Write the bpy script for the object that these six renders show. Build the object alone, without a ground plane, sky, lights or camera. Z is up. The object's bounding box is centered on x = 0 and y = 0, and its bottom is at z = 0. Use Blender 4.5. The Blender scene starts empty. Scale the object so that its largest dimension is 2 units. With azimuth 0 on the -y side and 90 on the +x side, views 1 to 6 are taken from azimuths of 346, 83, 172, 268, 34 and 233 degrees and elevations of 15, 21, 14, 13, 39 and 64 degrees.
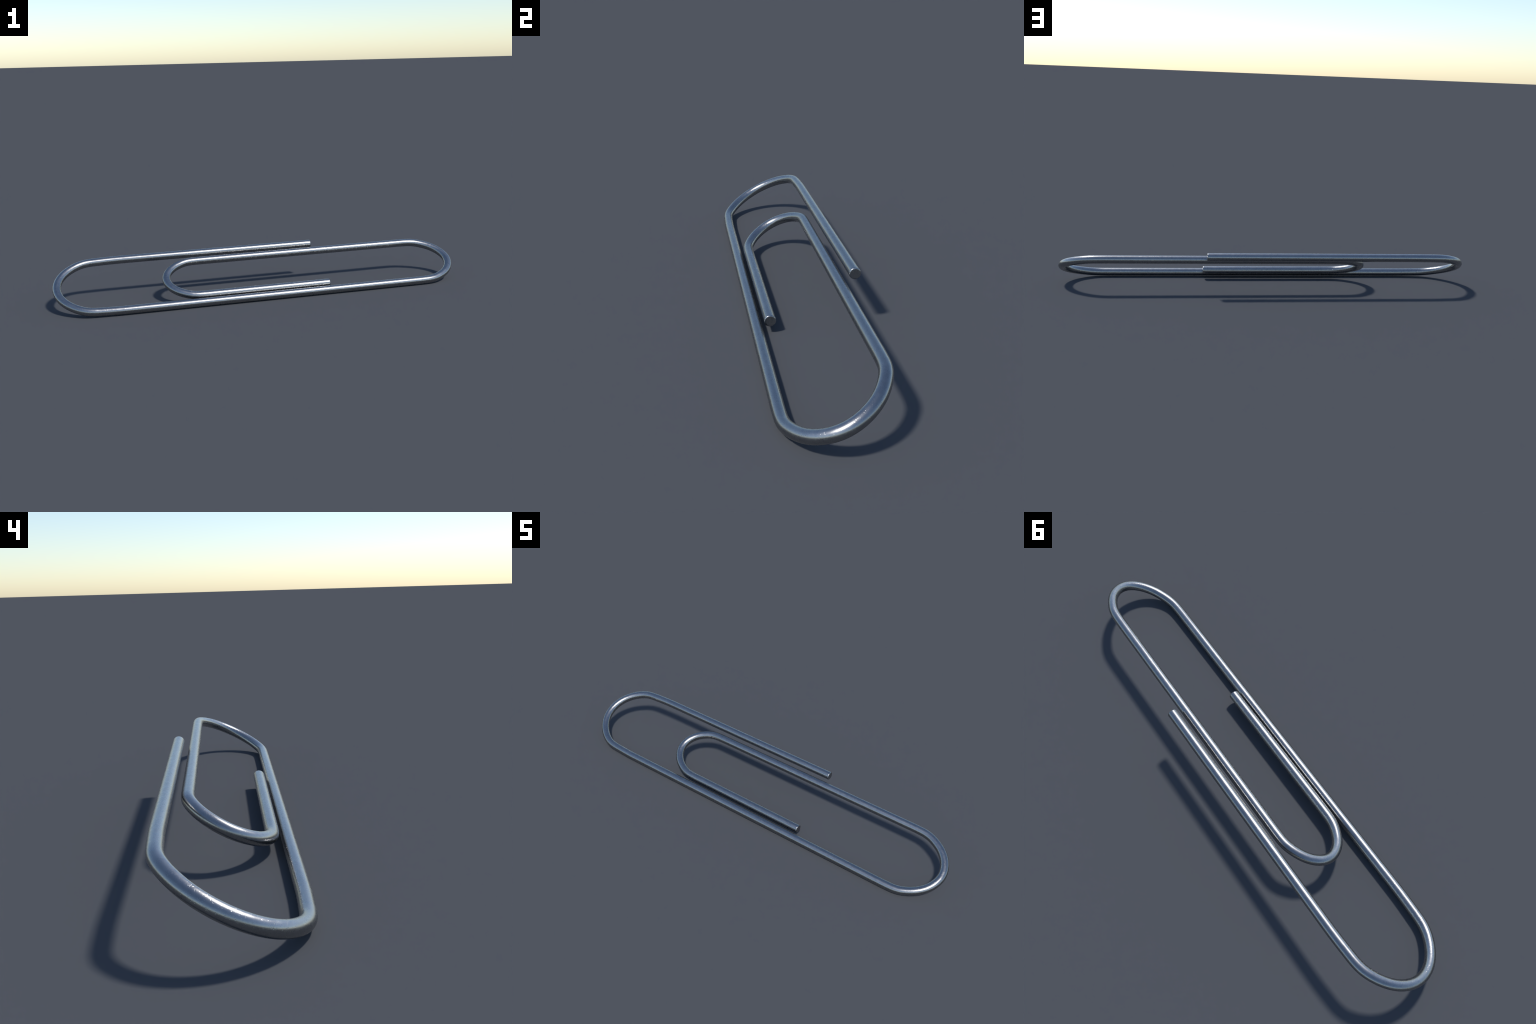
import bpy, math
from mathutils import Matrix, Vector

# ------------------------------------------------------------------ design --
# A bent-wire paper clip: one round wire, bent in a plane into an outer loop,
# a connecting bend and an inner loop. The plane leans about the x axis: the
# outer straight lies on the ground, the free outer end stands high.
R = 0.0192                      # wire radius
TILT = 0.4555                   # the plane leans 26 degrees
SPIN = 0.0040
V1, V2, V3, V4 = 0.1765, -0.1770, 0.1182, -0.1282   # across-position of the straights
END_OUT, END_IN = 0.2995, 0.3087                    # where the two cut ends are
# Apex of each bend, and how tightly the wire is bent at stations from the apex (0)
# to the straight (1): a round nose, a firmer corner, then a long slight taper.
STATIONS = (0.0, 0.2, 0.4, 0.55, 0.68, 0.78, 0.86, 0.93, 1.0)
BROAD = (1.0, 0.87, 0.60, 1.06, 0.04, 0.03, 0.08, 0.09, 0.03)
TIGHT = (1.0, 0.69, 0.58, 0.33, 0.70, 0.44, 0.06, 0.08, 0.04)
OUTER_BEND = (-0.9808, BROAD)
CONNECTING_BEND = (0.9808, TIGHT)
INNER_BEND = (-0.4728, TIGHT)
SIDES = 64
STEP = 0.006
CHAMFER = 0.0035


def straight(ua, ub, v):
    n = max(2, int(abs(ub - ua) / STEP))
    return [(ua + (ub - ua) * i / n, v) for i in range(n + 1)]


def between(x, xs, ys):
    for i in range(len(xs) - 1):
        if x <= xs[i + 1]:
            return ys[i] + (ys[i + 1] - ys[i]) * (x - xs[i]) / (xs[i + 1] - xs[i])
    return ys[-1]


def bend(apex, tightness, va, vb, side):
    """half a turn from the straight at va to the one at vb, symmetrical about its apex"""
    n = 240
    kappa = [between(abs(2 * (i + 0.5) / n - 1), STATIONS, tightness) for i in range(n)]
    scale = math.pi / sum(kappa)
    kappa = [k * scale for k in kappa]
    total, turn, x, y, pts = sum(kappa), 0.0, 0.0, 0.0, [(0.0, 0.0)]
    for k in kappa:
        angle = math.pi * (turn + k / 2) / total
        x, y, turn = x + math.cos(angle), y + math.sin(angle), turn + k
        pts.append((x, y))
    width = abs(va - vb)
    depth = max(p[0] for p in pts) / y * width
    start = apex - side * depth
    return start, [(start + side * px / y * width, va + (vb - va) * py / y) for px, py in pts]


left, outer_bend = bend(*OUTER_BEND, V1, V2, -1)
right, connecting_bend = bend(*CONNECTING_BEND, V2, V3, 1)
inner, inner_bend = bend(*INNER_BEND, V3, V4, -1)
sections = [
    ("outer_loop", straight(END_OUT, left, V1)),
    ("outer_loop", outer_bend),
    ("outer_loop", straight(left, right, V2)),
    ("connecting_bend", connecting_bend),
    ("inner_loop", straight(right, inner, V3)),
    ("inner_loop", inner_bend),
    ("inner_loop", straight(inner, END_IN, V4)),
]

# spine of the wire: (u, v, part name of the segment that follows)
spine = []
for part, pts in sections:
    for p in pts:
        if spine and math.dist(spine[-1][0], p) < 1e-6:
            spine[-1] = (spine[-1][0], part)
            continue
        spine.append((p, part))

pose = Matrix.Rotation(SPIN, 4, "Z") @ Matrix.Rotation(TILT, 4, "X")


# ----------------------------------------------------------------- geometry --
def tangent(i):
    a, b = spine[max(i - 1, 0)][0], spine[min(i + 1, len(spine) - 1)][0]
    return Vector((b[0] - a[0], b[1] - a[1], 0)).normalized()


def ring(centre, t, r):
    side = Vector((-t.y, t.x, 0))
    up = Vector((0, 0, 1))
    return [centre + r * (math.cos(2 * math.pi * k / SIDES) * side + math.sin(2 * math.pi * k / SIDES) * up) for k in range(SIDES)]


rings, labels = [], []


def add_ring(c, t, r, label):
    rings.append(ring(c, t, r))
    labels.append(label)


def end_profile():
    """(distance from the cut face, radius) from the middle of the face out"""
    prof = [(0.0, 0.0015), (0.0, R * 0.35), (0.0, R * 0.7), (0.0, R - CHAMFER)]
    for k in range(1, 7):
        a = math.pi / 2 * k / 6
        prof.append((CHAMFER * (1 - math.cos(a)), R - CHAMFER + CHAMFER * math.sin(a)))
    return prof


first, last = Vector((*spine[0][0], 0)), Vector((*spine[-1][0], 0))
t0, t1 = tangent(0), tangent(len(spine) - 1)
for d, r in end_profile():
    add_ring(first + t0 * d, t0, r, "wire_end")
for i, (p, part) in enumerate(spine):
    c = Vector((*p, 0))
    if (c - first).length < CHAMFER * 1.3 or (c - last).length < CHAMFER * 1.3:
        continue
    add_ring(c, tangent(i), R, part)
body_last = len(rings) - 1
for d, r in reversed(end_profile()):
    add_ring(last - t1 * d, t1, r, "wire_end_far")
labels[body_last] = "inner_loop"

verts = [pose @ v for rg in rings for v in rg]
# centre it over the origin and let its lowest point rest on the ground
low = [min(v[k] for v in verts) for k in range(3)]
high = [max(v[k] for v in verts) for k in range(3)]
shift = Vector(((low[0] + high[0]) / 2, (low[1] + high[1]) / 2 + 0.0005, low[2]))
verts = [v - shift for v in verts]
faces, face_part = [], []
n_end = len(end_profile())
for j in range(len(rings) - 1):
    if j < n_end - 1:
        lab = "wire_end"
    elif j >= len(rings) - n_end:
        lab = "wire_end_far"
    else:
        lab = labels[j] if labels[j] not in ("wire_end", "wire_end_far") else "outer_loop"
    for k in range(SIDES):
        a, b = j * SIDES + k, j * SIDES + (k + 1) % SIDES
        faces.append((a, b, b + SIDES, a + SIDES))
        face_part.append(lab)
faces.append(tuple(reversed(range(SIDES))))
face_part.append("wire_end")
faces.append(tuple(range((len(rings) - 1) * SIDES, len(rings) * SIDES)))
face_part.append("wire_end_far")

whole = bpy.data.meshes.new("paper_clip_whole")
whole.from_pydata(verts, [], faces)
whole.update()
import bmesh
bm = bmesh.new()
bm.from_mesh(whole)
bmesh.ops.recalc_face_normals(bm, faces=bm.faces)
bm.to_mesh(whole)
bm.free()
whole.polygons.foreach_set("use_smooth", [True] * len(whole.polygons))
whole.update()
normals = [v.vector.copy() for v in whole.vertex_normals]
polys = [tuple(p.vertices) for p in whole.polygons]


# ----------------------------------------------------------------- material --
def steel():
    m = bpy.data.materials.new("bright_steel_wire")
    m.use_nodes = True
    nt = m.node_tree
    N, Lk = nt.nodes, nt.links
    bsdf = N["Principled BSDF"]
    tc = N.new("ShaderNodeTexCoord")

    def noise(scale, detail, rough=0.5):
        n = N.new("ShaderNodeTexNoise")
        n.inputs["Scale"].default_value = scale
        n.inputs["Detail"].default_value = detail
        n.inputs["Roughness"].default_value = rough
        Lk.new(tc.outputs["Object"], n.inputs["Vector"])
        return n

    def ramp(src, lo, hi, a, b):
        r = N.new("ShaderNodeMapRange")
        r.inputs["From Min"].default_value, r.inputs["From Max"].default_value = lo, hi
        r.inputs["To Min"].default_value, r.inputs["To Max"].default_value = a, b
        Lk.new(src, r.inputs["Value"])
        return r.outputs[0]

    def math_node(op, a, b):
        n = N.new("ShaderNodeMath")
        n.operation = op
        for i, x in enumerate((a, b)):
            if isinstance(x, (int, float)):
                n.inputs[i].default_value = x
            else:
                Lk.new(x, n.inputs[i])
        return n.outputs[0]

    # colour: even grey steel with very faint mottling
    mott = noise(45, 5, 0.6)
    cr = N.new("ShaderNodeValToRGB")
    cr.color_ramp.elements[0].position, cr.color_ramp.elements[1].position = 0.3, 0.7
    cr.color_ramp.elements[0].color = (0.315, 0.317, 0.32, 1)
    cr.color_ramp.elements[1].color = (0.345, 0.347, 0.35, 1)
    Lk.new(mott.outputs[0], cr.inputs[0])
    Lk.new(cr.outputs[0], bsdf.inputs["Base Color"])
    bsdf.inputs["Metallic"].default_value = 1.0
    rg = noise(60, 4)
    Lk.new(ramp(rg.outputs[0], 0.3, 0.7, 0.25, 0.31), bsdf.inputs["Roughness"])

    # relief: sparse pits in patches, and a fine grain
    patch = ramp(noise(6, 2).outputs[0], 0.52, 0.68, 0, 0.5)
    # the two outer bends have knocked against things more than the rest
    sep = N.new("ShaderNodeSeparateXYZ")
    Lk.new(tc.outputs["Object"], sep.inputs[0])
    ends = ramp(math_node("ABSOLUTE", sep.outputs[0], 0.0), 0.86, 0.95, 0, 0.6)
    patch = math_node("MAXIMUM", patch, ends)
    pits = ramp(noise(280, 2).outputs[0], 0.61, 0.74, 0, 1)
    pit = math_node("MULTIPLY", patch, pits)
    scuff = math_node("MULTIPLY", math_node("MULTIPLY", patch, noise(330, 3).outputs[0]), 0.25)
    grain = math_node("MULTIPLY", noise(420, 3).outputs[0], 0.05)
    h = math_node("SUBTRACT", math_node("ADD", grain, scuff), pit)
    bump = N.new("ShaderNodeBump")
    bump.inputs["Strength"].default_value = 0.4
    bump.inputs["Distance"].default_value = 0.0008
    Lk.new(h, bump.inputs["Height"])
    Lk.new(bump.outputs[0], bsdf.inputs["Normal"])
    return m


mat = steel()

# ------------------------------------------------------------------- objects --
root = bpy.data.objects.new("paper_clip", None)
bpy.context.scene.collection.objects.link(root)
root["label"] = "shiny grey steel wire paper clip, leaning, with two loops"
root["category"] = "paper clip"


def build_part(label, name):
    idx = [i for i, l in enumerate(face_part) if l == label]
    used = sorted({v for i in idx for v in polys[i]})
    remap = {v: k for k, v in enumerate(used)}
    me = bpy.data.meshes.new(name)
    me.from_pydata([verts[v] for v in used], [], [tuple(remap[v] for v in polys[i]) for i in idx])
    me.update()
    me.polygons.foreach_set("use_smooth", [True] * len(me.polygons))
    me.normals_split_custom_set_from_vertices([normals[v] for v in used])
    me.materials.append(mat)
    o = bpy.data.objects.new(name, me)
    bpy.context.scene.collection.objects.link(o)
    o.parent = root


for label, name in (("outer_loop", "outer_loop"), ("connecting_bend", "connecting_bend"), ("inner_loop", "inner_loop"),
                    ("wire_end", "wire_end"), ("wire_end_far", "wire_end")):
    build_part(label, name)
bpy.data.meshes.remove(whole)
